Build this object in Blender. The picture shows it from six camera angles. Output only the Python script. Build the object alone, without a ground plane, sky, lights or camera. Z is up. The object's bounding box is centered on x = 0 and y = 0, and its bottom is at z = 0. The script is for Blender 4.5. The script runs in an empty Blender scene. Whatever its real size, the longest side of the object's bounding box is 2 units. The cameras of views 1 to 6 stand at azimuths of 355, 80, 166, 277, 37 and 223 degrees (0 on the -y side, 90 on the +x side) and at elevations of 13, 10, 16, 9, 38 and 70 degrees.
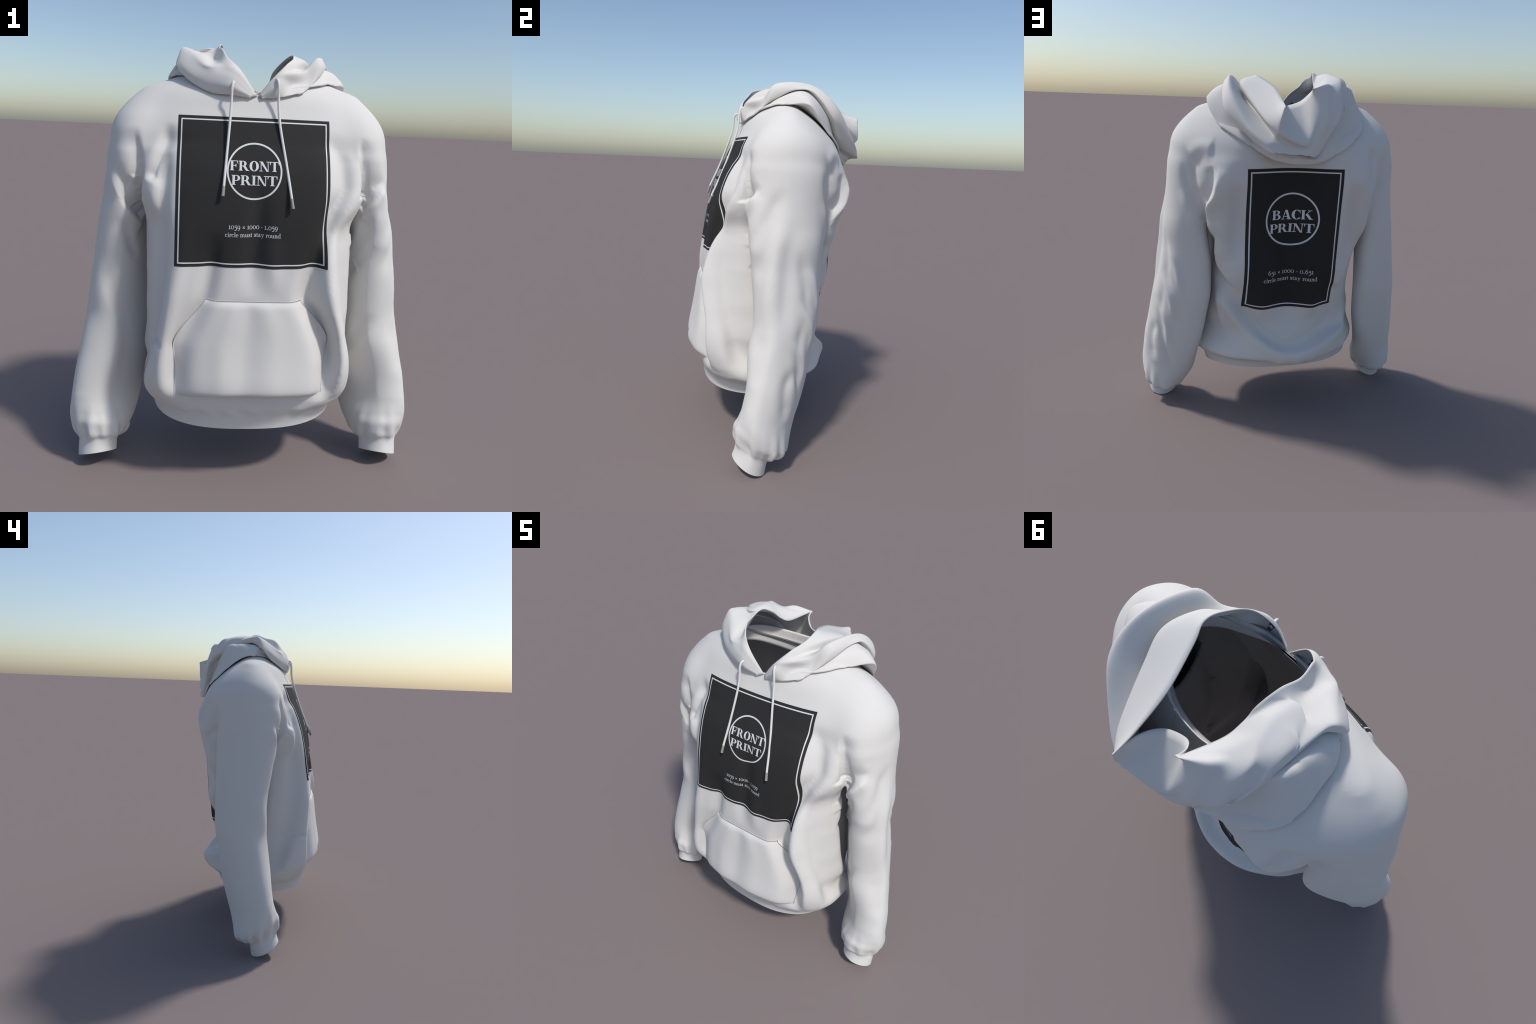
"""Plain white pullover hoodie, worn by nobody: torso, sleeves, ribbed bands,
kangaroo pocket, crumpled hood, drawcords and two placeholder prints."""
import bpy, math
import numpy as np
from mathutils import Vector
from mathutils.bvhtree import BVHTree

rng = np.random.default_rng(7)
GRID = 0.0075

# ------------------------------------------------------------------ helpers
def pchip(xs, ys, q):
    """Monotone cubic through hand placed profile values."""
    xs = np.asarray(xs, float); ys = np.asarray(ys, float)
    h = np.diff(xs); d = np.diff(ys) / h
    m = np.zeros_like(ys); m[0], m[-1] = d[0], d[-1]
    same = d[:-1] * d[1:] > 0
    w1 = 2 * h[1:] + h[:-1]; w2 = h[1:] + 2 * h[:-1]
    with np.errstate(divide="ignore", invalid="ignore"):
        m[1:-1] = np.where(same, (w1 + w2) / (w1 / d[:-1] + w2 / d[1:]), 0)
    q = np.clip(q, xs[0], xs[-1])
    i = np.clip(np.searchsorted(xs, q) - 1, 0, len(h) - 1)
    t = (q - xs[i]) / h[i]
    return ((1 + 2 * t) * (1 - t) ** 2 * ys[i] + t * (1 - t) ** 2 * h[i] * m[i]
            + t * t * (3 - 2 * t) * ys[i + 1] + t * t * (t - 1) * h[i] * m[i + 1])

def sstep(a, b, x):
    t = np.clip((x - a) / (b - a), 0, 1)
    return t * t * (3 - 2 * t)

def smin(a, b, k):
    h = np.clip(0.5 + 0.5 * (b - a) / k, 0, 1)
    return b * (1 - h) + a * h - k * h * (1 - h)

def catmull(P, n):
    """Catmull-Rom through P (first axis), n steps per span."""
    P = np.asarray(P, float)
    E = np.concatenate([2 * P[:1] - P[1:2], P, 2 * P[-1:] - P[-2:-1]])
    out = []
    for i in range(1, len(E) - 2):
        a, b, c, d = E[i - 1], E[i], E[i + 1], E[i + 2]
        for t in np.arange(n) / n:
            out.append(0.5 * (2 * b + (c - a) * t + (2 * a - 5 * b + 4 * c - d) * t ** 2
                              + (3 * b - a - 3 * c + d) * t ** 3))
    out.append(P[-1])
    return np.array(out)

# ------------------------------------------------------------------ body form
# torso: height, half width at wearer's right / left, front depth, back depth,
# squareness front, squareness back
TORSO = np.array([
    (0.20, .440, .450, -.366, .232, 2.5, 2.3),
    (0.30, .443, .453, -.372, .240, 2.6, 2.3),
    (0.345, .455, .468, -.380, .252, 2.7, 2.3),
    (0.40, .485, .516, -.396, .322, 3.2, 2.3),
    (0.46, .498, .528, -.402, .308, 3.6, 2.1),
    (0.60, .485, .530, -.395, .268, 4.2, 1.9),
    (0.75, .462, .508, -.388, .295, 4.2, 2.1),
    (0.90, .455, .492, -.390, .318, 4.2, 2.8),
    (1.05, .455, .485, -.380, .332, 4.2, 3.6),
    (1.20, .475, .490, -.368, .348, 4.0, 4.0),
    (1.30, .498, .520, -.352, .358, 3.8, 4.0),
    (1.45, .518, .538, -.312, .372, 3.5, 3.6),
    (1.52, .538, .550, -.282, .374, 3.1, 2.9),
    (1.57, .575, .575, -.258, .368, 2.5, 2.4),
    (1.61, .605, .605, -.240, .355, 2.4, 2.2),
    (1.65, .605, .605, -.222, .335, 2.3, 2.1),
    (1.70, .578, .578, -.198, .298, 2.2, 2.0),
    (1.77, .503, .503, -.164, .222, 2.1, 2.0),
    (1.82, .405, .405, -.120, .150, 2.0, 2.0),
    (1.86, .300, .300, -.070, .095, 2.0, 2.0),
    (1.89, .160, .160, -.030, .050, 2.0, 2.0)])
# long drapes of the front and back: heights, where they run (x), how far they
# stand out (+) or sink (-), and their width
class Drape:
    def __init__(self, zs, xs, outs, width):
        self.x = pchip(zs, xs, ZT); self.out = pchip(zs, outs, ZT); self.w = width
    def __call__(self, x, z):
        return look(z, self.out) * np.exp(-((x - look(z, self.x)) / self.w) ** 2)
# sleeve: height, inner |x|, outer |x|, front y, back y
SLEEVE = np.array([
    (-.10, .612, .795, -.285, -.100),
    (0.02, .612, .793, -.264, -.090),
    (0.11, .610, .793, -.242, -.072),
    (0.14, .585, .805, -.255, -.022),
    (0.19, .558, .828, -.255, .024),
    (0.25, .538, .834, -.232, .036),
    (0.33, .522, .826, -.205, .052),
    (0.45, .504, .813, -.186, .086),
    (0.60, .468, .787, -.180, .132),
    (0.77, .453, .758, -.154, .172),
    (1.00, .450, .724, -.170, .178),
    (1.15, .453, .703, -.190, .182),
    (1.27, .440, .683, -.200, .190),
    (1.40, .400, .666, -.203, .200),
    (1.50, .380, .658, -.200, .196),
    (1.58, .370, .640, -.178, .178),
    (1.64, .360, .612, -.148, .150),
    (1.69, .350, .575, -.115, .120),
    (1.74, .340, .525, -.072, .082),
    (1.78, .330, .470, -.030, .040)])

ZT = np.linspace(-.15, 2.1, 1200)
FRONT = [
    Drape([.42, .50, .60, .70, .80, .92, 1.10, 1.28, 1.40, 1.50, 1.62], [.350, .362, .368, .350, .310, .255, .285, .35, .40, .39, .34], [0, -.040, -.070, -.075, -.068, -.060, -.044, -.055, -.050, -.040, 0], .046),
    Drape([.42, .50, .60, .75, .90, 1.05, 1.20], [.415, .42, .425, .405, .365, .345, .33], [0, .030, .050, .055, .052, .030, 0], .046),
    Drape([.46, .56, .68, .80, .92, 1.05, 1.20], [-.305, -.31, -.30, -.245, -.195, -.17, -.15], [0, -.030, -.036, -.036, -.036, -.026, 0], .040),
    Drape([.40, .50, .70, .90, 1.05, 1.20, 1.32], [-.37, -.39, -.375, -.34, -.31, -.30, -.30], [0, .040, .046, .036, .022, .008, 0], .050),
    Drape([.70, .80, 1.10, 1.40, 1.52], [-.43, -.424, -.395, -.375, -.36], [0, -.030, -.032, -.034, 0], .030),
    Drape([.92, 1.02, 1.18, 1.32, 1.42], [.005, .005, .022, .03, .03], [0, -.012, -.022, -.014, 0], .042),
    Drape([.93, 1.05, 1.18], [.095, .095, .10], [0, .012, 0], .040)]
BACK = [
    Drape([.95, 1.08, 1.20, 1.32, 1.42], [.315] * 5, [0, -.045, -.050, -.035, 0], .050),
    Drape([.95, 1.08, 1.20, 1.32, 1.42], [-.335] * 5, [0, -.045, -.050, -.035, 0], .050),
    Drape([1.10, 1.28, 1.45, 1.60], [-.40] * 4, [0, .026, .032, 0], .070),
    Drape([1.10, 1.28, 1.45, 1.60], [.40] * 4, [0, .012, .014, 0], .070),
    Drape([.98, 1.15, 1.30, 1.45, 1.58, 1.68], [.02] * 6, [0, -.070, -.085, -.085, -.055, 0], .190),
    Drape([.50, .62, .72, .90, 1.05, 1.20], [.02] * 6, [0, -.025, -.042, -.055, -.045, 0], .085),
    Drape([.60, .70, .80, .92], [.165] * 4, [0, .020, .012, 0], .050),
    Drape([.60, .70, .80, .92], [-.13] * 4, [0, .028, .018, 0], .050)]
TT = [pchip(TORSO[:, 0], TORSO[:, i], ZT) for i in range(1, 7)]
ST = [pchip(SLEEVE[:, 0], SLEEVE[:, i], ZT) for i in range(1, 5)]

KEEP = {}      # profile lookups on the sampling grid, which repeat from slice to slice
def look(z, t):
    if z.ndim < 2:
        return np.interp(z, ZT, t)
    key = (id(z), id(t))
    if key not in KEEP:
        KEEP[key] = (np.interp(z, ZT, t), z, t)
    return KEEP[key][0]

def table(t, z):
    return look(z, t)

def f_torso(x, y, z):
    ar, al, yf, yb, nf, nb = (table(t, z) for t in TT)
    cy = np.where(z > 1.3, 0.02, 0.02)
    # full at the front corners, drawn in under the arms
    drawn = sstep(-.30, -.05, y) * (1 - sstep(1.15, 1.42, z)) * sstep(.38, .55, z)
    lean = 1 + .035 * (1 - sstep(1.35, 1.5, z)) * (1 - sstep(-.30, -.05, y)) * sstep(.38, .55, z) - np.where(x > 0, .15, .10) * drawn
    flank = sstep(.40, .60, z) * (1 - sstep(1.15, 1.36, z))
    sway = np.interp(z, [.45, .62, .80, .98, 1.12, 1.30], [-.205, -.250, -.285, -.300, -.295, -.270])
    swell = np.interp(z, [.45, .60, .72, .84, .95, 1.08, 1.30], [.05, .085, .085, .09, .08, .085, .03])
    lean = lean - .10 * sstep(.0, .16, y) * (1 - sstep(.50, .62, z))
    lean = lean + flank * (1.05 * swell * np.exp(-((y - sway - .165) / .06) ** 2) - (.165 - .5 * swell) * np.exp(-((y - sway) / .062) ** 2))
    lean = lean + .11 * np.exp(-((z - 1.15) / .12) ** 2) * sstep(.05, .2, y)
    dx = np.abs(x) / (np.where(x < 0, ar, al) * lean)
    front = y < cy
    b = np.where(front, cy - yf + sum(d(x, z) for d in FRONT), yb - cy + sum(d(x, z) for d in BACK))
    n = np.where(front, nf, nb)
    r = (dx ** n + (np.abs(y - cy) / b) ** n + 1e-9) ** (1 / n)
    return (r - 1) * np.minimum(b, .35)

def sleeve_z(y, z):
    """The lower sleeve is cut square to a forearm that swings forward."""
    key = (id(z), "sleeve")
    if z.ndim == 2 and key in KEEP:
        return KEEP[key]
    out = z + 0.45 * (1 - sstep(.2, .75, z)) * (y + .16)
    if z.ndim == 2:
        KEEP[key] = out
    return out

def f_sleeve(x, y, z):
    zs = sleeve_z(y, z)
    xi, xo, yf, yb = (table(t, zs) for t in ST)
    right = (x < 0) * sstep(.40, .65, zs) * (1 - sstep(1.28, 1.42, zs))      # the wearer's right arm hangs slimmer in front
    yf = yf + .030 * right
    xo = xo - .018 * (x > 0) * sstep(.45, .7, zs) * (1 - sstep(1.0, 1.2, zs))
    xi = xi - .020 * (x > 0) * sstep(.5, .8, zs) * (1 - sstep(.95, 1.15, zs))
    cx, cy, a, b = (xi + xo) / 2, (yf + yb) / 2, (xo - xi) / 2, (yb - yf) / 2
    # the section is turned a little: its inner side lies further back
    turn = .46 * sstep(.12, .35, zs) * (1 - sstep(1.2, 1.5, zs))
    y = y + turn * np.clip(np.abs(x) - cx, -a, a)
    low = 1 - sstep(.30, .55, zs)
    mid = sstep(.25, .4, zs) * (1 - sstep(1.1, 1.35, zs))
    n = np.where(np.abs(x) > cx, np.where(y < cy, 1.7, 2.1 + .4 * mid), np.where(y < cy, 1.9 - .6 * mid, 2.9 - 1.2 * low))
    r = ((np.abs(np.abs(x) - cx) / a) ** n + (np.abs(y - cy) / b) ** n + 1e-9) ** (1 / n)
    f = (r - 1) * np.minimum(a, b)
    return np.maximum(f, (z - 1.78) * .8)

def f_body(x, y, z):
    k = 0.010 + 0.05 * sstep(1.46, 1.60, z)
    return smin(f_torso(x, y, z), f_sleeve(x, y, z), k)

def surface_nets(f, lo, hi, h):
    ax = [np.arange(lo[i], hi[i] + h, h) for i in range(3)]
    n = [len(a) for a in ax]
    vol = np.empty(n, np.float32)
    Y, Z = np.meshgrid(ax[1], ax[2], indexing="ij")
    for i, xv in enumerate(ax[0]):
        vol[i] = f(np.full_like(Y, xv), Y, Z)
    ins = vol < 0
    corner = np.zeros([m - 1 for m in n], np.int8)
    for dx in (0, 1):
        for dy in (0, 1):
            for dz in (0, 1):
                corner += ins[dx:n[0] - 1 + dx, dy:n[1] - 1 + dy, dz:n[2] - 1 + dz]
    cells = np.argwhere((corner > 0) & (corner < 8))
    index = np.full(corner.shape, -1, np.int32)
    index[tuple(cells.T)] = np.arange(len(cells))
    acc = np.zeros((len(cells), 3)); cnt = np.zeros(len(cells))
    offs = [np.array(o) for o in np.ndindex(2, 2, 2)]
    for a in offs:
        for axis in range(3):
            if a[axis]:
                continue
            b = a.copy(); b[axis] = 1
            va = vol[tuple((cells + a).T)]; vb = vol[tuple((cells + b).T)]
            hit = (va < 0) != (vb < 0)
            t = va / np.where(hit, va - vb, 1)
            p = cells + a + np.where(hit, t, 0)[:, None] * (b - a)
            acc += p * hit[:, None]; cnt += hit
    V = acc / cnt[:, None] * h + np.array(lo)
    quads = []
    for axis in range(3):
        u, v = [(1, 2), (2, 0), (0, 1)][axis]
        s0 = [slice(1, -1)] * 3; s1 = [slice(1, -1)] * 3
        s0[axis] = slice(0, -1); s1[axis] = slice(1, None)
        A, B = ins[tuple(s0)], ins[tuple(s1)]
        pos = np.argwhere(A != B)
        flip = A[tuple(pos.T)]
        pos = pos + np.array([0 if i == axis else 1 for i in range(3)])
        du = np.eye(3, dtype=int)[u]; dv = np.eye(3, dtype=int)[v]
        q = np.stack([index[tuple((pos - o).T)] for o in (du + dv, dv, 0 * du, du)], 1)
        q[~flip] = q[~flip][:, ::-1]
        quads.append(q)
    return V, np.concatenate(quads)

def tri_normals(V, F):
    fn = np.cross(V[F[:, 1]] - V[F[:, 0]], V[F[:, 2]] - V[F[:, 0]])
    N = np.zeros_like(V)
    for i in range(3):
        for c in range(3):
            N[:, c] += np.bincount(F[:, i], fn[:, c], len(V))
    return N / (np.linalg.norm(N, axis=1)[:, None] + 1e-12)

def neighbours(F):
    e = np.concatenate([F[:, [0, 1]], F[:, [1, 2]], F[:, [2, 0]]]).astype(np.int64)
    n = int(e.max()) + 1
    k = np.unique(np.concatenate([e[:, 0] * n + e[:, 1], e[:, 1] * n + e[:, 0]]))
    return np.stack([k // n, k % n], 1)

def relax(V, F, times, lam=.5, mask=None):
    e = neighbours(F)
    deg = np.bincount(e[:, 0], minlength=len(V))
    for _ in range(times):
        for l in (lam, -lam * 1.04):
            A = np.stack([np.bincount(e[:, 0], V[e[:, 1], c], len(V)) for c in range(3)], 1) / deg[:, None]
            d = l * (A - V)
            V = V + (d if mask is None else d * mask[:, None])
    return V

def melt(V, F, times, mask):
    e = neighbours(F)
    e = e[mask[e[:, 0]] > 0]
    deg = np.maximum(np.bincount(e[:, 0], minlength=len(V)), 1)
    for _ in range(times):
        A = np.stack([np.bincount(e[:, 0], V[e[:, 1], c], len(V)) for c in range(3)], 1) / deg[:, None]
        V = np.where(mask[:, None] > 0, V + .5 * mask[:, None] * (A - V), V)
    return V

def split(V, F, g, carry=()):
    """Cut the triangles along g = 0; gives verts, faces, face side (True: g<0)."""
    g = np.where(np.abs(g) < 1e-7, 1e-7, g)
    s = g < 0
    sf = s[F]; k = sf.sum(1)
    whole = (k == 0) | (k == 3)
    M = F[~whole]; sm = s[M]
    lone = np.where(sm.sum(1) == 1, sm.argmax(1), (~sm).argmax(1))
    r = np.arange(len(M))
    a, b, c = M[r, lone], M[r, (lone + 1) % 3], M[r, (lone + 2) % 3]
    edges = np.sort(np.concatenate([np.stack([a, b], 1), np.stack([a, c], 1)]), axis=1)
    uniq, inv = np.unique(edges, axis=0, return_inverse=True)
    inv = inv.ravel()
    t = g[uniq[:, 0]] / (g[uniq[:, 0]] - g[uniq[:, 1]])
    lerp = lambda A: np.concatenate([A, A[uniq[:, 0]] + (t[:, None] if A.ndim > 1 else t) * (A[uniq[:, 1]] - A[uniq[:, 0]])])
    p, q = len(V) + inv[:len(M)], len(V) + inv[len(M):]
    side_a = s[a]
    newF = np.concatenate([F[whole], np.stack([a, p, q], 1), np.stack([p, b, c], 1), np.stack([p, c, q], 1)])
    side = np.concatenate([k[whole] == 3, side_a, ~side_a, ~side_a])
    return lerp(V), newF, side, [lerp(A) for A in carry], whole

def keep(V, F, mask, carry=()):
    F = F[mask]
    used = np.unique(F)
    m = np.full(len(V), -1); m[used] = np.arange(len(used))
    return V[used], m[F], [A[used] for A in carry]

# ------------------------------------------------------------------ folds
def polyline_query(P, line):
    """Nearest point on a polyline: distance, foot, tangent, position 0..1."""
    line = np.asarray(line, float)
    seg = np.linalg.norm(np.diff(line, axis=0), axis=1)
    cum = np.r_[0, np.cumsum(seg)] / seg.sum()
    best = np.full(len(P), 1e9); foot = np.zeros_like(P); tan = np.zeros_like(P); par = np.zeros(len(P))
    for i in range(len(line) - 1):
        d = line[i + 1] - line[i]; L = np.linalg.norm(d)
        t = np.clip(((P - line[i]) @ d) / (L * L), 0, 1)
        q = line[i] + t[:, None] * d
        dist = np.linalg.norm(P - q, axis=1)
        m = dist < best
        best[m] = dist[m]; foot[m] = q[m]; tan[m] = d / L; par[m] = (cum[i] + t * (cum[i + 1] - cum[i]))[m]
    return best, foot, tan, par

def fold(V, N, D, line, height, left, right, ends=(.15, .15), smooth=6):
    """Add a crease or ridge of the given height along a line on the surface.
    left / right: how far it reaches to either side of the line (seen from outside,
    walking along the line); a small reach makes a sharp edge on that side."""
    line = catmull(line, smooth) if len(line) > 2 else np.asarray(line, float)
    reach = 3 * max(left, right)
    lo, hi = line.min(0) - reach, line.max(0) + reach
    idx = np.flatnonzero(((V > lo) & (V < hi)).all(1))
    if not len(idx):
        return
    P = V[idx]
    d, foot, tan, par = polyline_query(P, line)
    side = np.einsum("ij,ij->i", np.cross(tan, P - foot), N[idx])   # >0: left of the line
    w = np.where(side > 0, left, right)
    # act only on cloth facing the same way as the fold does
    near = np.array([np.argmin(((V[idx] - q) ** 2).sum(1)) for q in line[::3]])
    ref = N[idx][near]
    k = np.argmin(((foot[:, None] - line[::3][None]) ** 2).sum(2), 1)
    amp = sstep(-.1, .4, np.einsum("ij,ij->i", ref[k], N[idx]))
    if ends[0]: amp *= sstep(0, ends[0], par)
    if ends[1]: amp *= 1 - sstep(1 - ends[1], 1, par)
    D[idx] += height * amp * np.exp(-(d / w) ** 2)

FOLDS = [
    ("front armhole crease", -0.022, 0.015, 0.05, (0.2, 0.2), [(-0.510, -0.170, 1.618), (-0.493, -0.197, 1.488), (-0.488, -0.206, 1.376), (-0.491, -0.073, 1.227)]),
    ("chest pull", -0.026, 0.04, 0.025, (0.3, 0.15), [(-0.355, -0.190, 1.645), (-0.376, -0.216, 1.569), (-0.413, -0.252, 1.469), (-0.451, -0.256, 1.388)]),
    ("waist crease", -0.016, 0.016, 0.016, (0.2, 0.3), [(-0.441, -0.196, 0.685), (-0.405, -0.353, 0.701), (-0.380, -0.393, 0.667)]),
    ("front armhole crease", -0.022, 0.055, 0.015, (0.25, 0.15), [(0.488, -0.178, 1.613), (0.495, -0.202, 1.514), (0.510, -0.204, 1.413), (0.524, -0.183, 1.307)]),
    ("sleeve crease", -0.026, 0.015, 0.055, (0.4, 0.05), [(0.618, -0.141, 1.433), (0.547, -0.203, 1.355), (0.518, -0.168, 1.282)]),
    ("sleeve crease edge", 0.014, 0.04, 0.015, (0.3, 0.1), [(0.620, -0.149, 1.397), (0.557, -0.202, 1.317), (0.527, -0.160, 1.234)]),
    ("sleeve drag", -0.01, 0.02, 0.035, (0.3, 0.3), [(0.606, -0.171, 1.379), (0.558, -0.196, 1.256), (0.543, -0.147, 1.132)]),
    ("sleeve drag", -0.014, 0.04, 0.04, (0.3, 0.3), [(0.663, -0.023, 1.433), (0.664, -0.120, 1.293), (0.626, -0.184, 1.104)]),
    ("sleeve drag crest", 0.014, 0.04, 0.04, (0.3, 0.3), [(0.624, -0.123, 1.465), (0.589, -0.194, 1.336), (0.422, 0.040, 0.851)]),
    ("sleeve crease edge", 0.01, 0.018, 0.055, (0.3, 0.1), [(-0.629, -0.121, 1.442), (-0.600, -0.171, 1.353), (-0.569, -0.172, 1.277), (-0.550, -0.157, 1.237), (-0.512, -0.088, 1.187), (-0.493, -0.041, 1.159)]),
    ("sleeve crease", -0.026, 0.06, 0.016, (0.4, 0.05), [(-0.603, -0.154, 1.460), (-0.569, -0.190, 1.371), (-0.542, -0.161, 1.282), (-0.493, -0.063, 1.203)]),
    ("sleeve drag", -0.012, 0.02, 0.03, (0.3, 0.3), [(-0.570, -0.168, 1.225), (-0.544, -0.110, 1.101), (-0.515, -0.049, 0.985)]),
    ("sleeve ridge", 0.016, 0.04, 0.07, (0.3, 0.3), [(-0.689, -0.118, 1.029), (-0.669, -0.132, 0.853), (-0.625, -0.135, 0.710), (-0.616, -0.145, 0.577), (-0.639, -0.182, 0.335)]),
    ("sleeve rear fold", -0.01, 0.03, 0.035, (0.3, 0.3), [(0.690, 0.039, 1.145), (0.679, 0.084, 0.957), (0.682, 0.095, 0.867), (0.656, 0.131, 0.741)]),
    ("sleeve rear fold", -0.01, 0.03, 0.035, (0.3, 0.3), [(0.698, 0.079, 0.822), (0.723, 0.056, 0.638), (0.713, 0.069, 0.517), (0.710, 0.060, 0.384)]),
    ("sleeve rear fold", -0.014, 0.035, 0.04, (0.3, 0.3), [(0.740, 0.038, 0.569), (0.781, -0.011, 0.453), (0.764, -0.006, 0.274)]),
    ("sleeve ridge", 0.014, 0.06, 0.05, (0.3, 0.3), [(0.690, -0.091, 1.206), (0.711, -0.091, 0.924), (0.752, -0.080, 0.692), (0.807, -0.127, 0.468)]),
    ("sleeve front drag", -0.012, 0.04, 0.05, (0.3, 0.3), [(0.664, -0.047, 1.391), (0.687, -0.113, 1.189), (0.660, -0.155, 0.944)]),
    ("rear sleeve ridge", 0.01, 0.03, 0.03, (0.35, 0.35), [(0.598, 0.169, 1.380), (0.547, 0.196, 1.234), (0.508, 0.201, 1.117)]),
    ("rear sleeve ridge", 0.01, 0.028, 0.022, (0.35, 0.35), [(0.671, 0.090, 1.056), (0.631, 0.143, 0.925), (0.599, 0.165, 0.749)]),
    ("rear sleeve ridge", 0.01, 0.028, 0.022, (0.35, 0.35), [(0.706, 0.048, 0.882), (0.661, 0.125, 0.720), (0.655, 0.114, 0.572)]),
    ("rear sleeve ridge", 0.01, 0.028, 0.022, (0.35, 0.35), [(0.741, 0.010, 0.700), (0.700, 0.082, 0.572), (0.681, 0.083, 0.414)]),
    ("rear sleeve line", -0.007, 0.02, 0.02, (0.3, 0.3), [(0.744, 0.026, 0.603), (0.703, 0.068, 0.409), (0.639, 0.061, 0.227)]),
    ("rear armhole crease", -0.018, 0.015, 0.045, (0.2, 0.15), [(0.447, 0.298, 1.509), (0.455, 0.308, 1.402), (0.475, 0.240, 1.295)]),
    ("rear armhole crest", 0.024, 0.05, 0.015, (0.25, 0.2), [(0.407, 0.327, 1.504), (0.420, 0.335, 1.424), (0.433, 0.318, 1.352), (0.459, 0.265, 1.288), (0.448, 0.233, 1.207), (0.429, 0.235, 1.105)]),
    ("rear sleeve crease", -0.012, 0.02, 0.03, (0.3, 0.1), [(0.587, 0.165, 1.535), (0.565, 0.191, 1.401), (0.519, 0.203, 1.289), (0.461, 0.175, 1.183)]),
    ("rear armhole crease", -0.014, 0.04, 0.022, (0.3, 0.1), [(-0.569, 0.179, 1.528), (-0.526, 0.200, 1.409), (-0.437, 0.298, 1.305)]),
    ("rear armhole hollow", -0.025, 0.03, 0.03, (0.3, 0.3), [(-0.469, 0.246, 1.607), (-0.426, 0.325, 1.490), (-0.423, 0.330, 1.366)]),
    ("back shell edge", 0.022, 0.1, 0.02, (0.3, 0.3), [(0.426, 0.253, 1.128), (0.395, 0.194, 0.962), (0.331, 0.238, 0.862), (0.258, 0.254, 0.783)]),
    ("back shell edge", 0.018, 0.03, 0.1, (0.3, 0.3), [(-0.330, 0.261, 0.955), (-0.301, 0.254, 0.864), (-0.254, 0.252, 0.785)]),
    ("seat swag", 0.046, 0.03, 0.06, (0.15, 0.15), [(0.399, 0.149, 0.846), (0.346, 0.187, 0.723), (0.275, 0.211, 0.616), (0.188, 0.258, 0.515), (0.094, 0.306, 0.449), (0.000, 0.320, 0.419), (-0.113, 0.309, 0.432), (-0.234, 0.262, 0.468), (-0.340, 0.161, 0.524), (-0.364, 0.150, 0.669)]),
    ("seat fold", 0.016, 0.03, 0.03, (0.3, 0.3), [(0.393, 0.154, 0.813), (0.378, 0.150, 0.650), (0.364, 0.176, 0.475)]),
    ("shoulder cap", 0.008, 0.09, 0.09, (0.0, 0.0), [(0.540, -0.129, 1.658), (0.541, -0.170, 1.586), (0.548, -0.185, 1.529)]),
    ("shoulder cap", 0.008, 0.09, 0.09, (0.0, 0.0), [(-0.537, -0.146, 1.637), (-0.545, -0.174, 1.568), (-0.551, -0.190, 1.499)]),
    ("rear armhole pucker", 0.012, 0.04, 0.05, (0.2, 0.2), [(0.555, 0.190, 1.538), (0.499, 0.229, 1.589), (0.429, 0.277, 1.589)]),
    ("sleeve drag", -0.012, 0.03, 0.03, (0.3, 0.2), [(0.624, -0.125, 1.455), (0.597, -0.197, 1.296), (0.421, -0.014, 0.882)]),
    ("elbow bulge", 0.01, 0.04, 0.04, (0.2, 0.2), [(0.471, -0.145, 1.179), (0.482, -0.149, 1.109)]),
    ("elbow notch", -0.016, 0.03, 0.03, (0.05, 0.4), [(0.481, -0.150, 1.038), (0.502, -0.081, 0.973), (0.608, -0.192, 1.135)]),
    ("elbow notch", -0.014, 0.035, 0.03, (0.05, 0.4), [(0.482, -0.044, 0.515), (0.573, -0.141, 0.688), (0.631, -0.162, 0.787)]),
    ("sleeve drag crest", 0.007, 0.045, 0.045, (0.3, 0.3), [(0.650, -0.099, 1.388), (0.664, -0.148, 1.233), (0.651, -0.160, 1.023)]),
    ("sleeve drag crest", 0.007, 0.045, 0.045, (0.3, 0.3), [(0.674, -0.014, 1.330), (0.701, -0.070, 1.113), (0.713, -0.098, 0.892), (0.706, -0.139, 0.743)]),
    ("sleeve drag", -0.007, 0.045, 0.045, (0.3, 0.3), [(0.673, 0.019, 1.300), (0.700, -0.016, 1.082), (0.728, -0.034, 0.847), (0.755, -0.061, 0.677)]),
    ("sleeve drag", -0.006, 0.045, 0.045, (0.3, 0.3), [(0.719, -0.125, 0.747), (0.757, -0.156, 0.580), (0.778, -0.178, 0.457)]),
    ("under shell", -0.036, 0.022, 0.05, (0.3, 0.3), [(0.435, 0.252, 1.164), (0.413, 0.138, 0.985), (0.379, 0.192, 0.875), (0.311, 0.226, 0.785)]),
    ("under shell", -0.034, 0.05, 0.03, (0.3, 0.3), [(-0.362, 0.160, 0.737)]),
    ("seat hollow", -0.03, 0.045, 0.04, (0.25, 0.25), [(0.340, 0.229, 0.856), (0.259, 0.225, 0.663), (0.161, 0.259, 0.534), (0.024, 0.303, 0.476), (-0.124, 0.283, 0.499), (-0.248, 0.219, 0.565), (-0.300, 0.207, 0.704)]),
]

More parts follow.
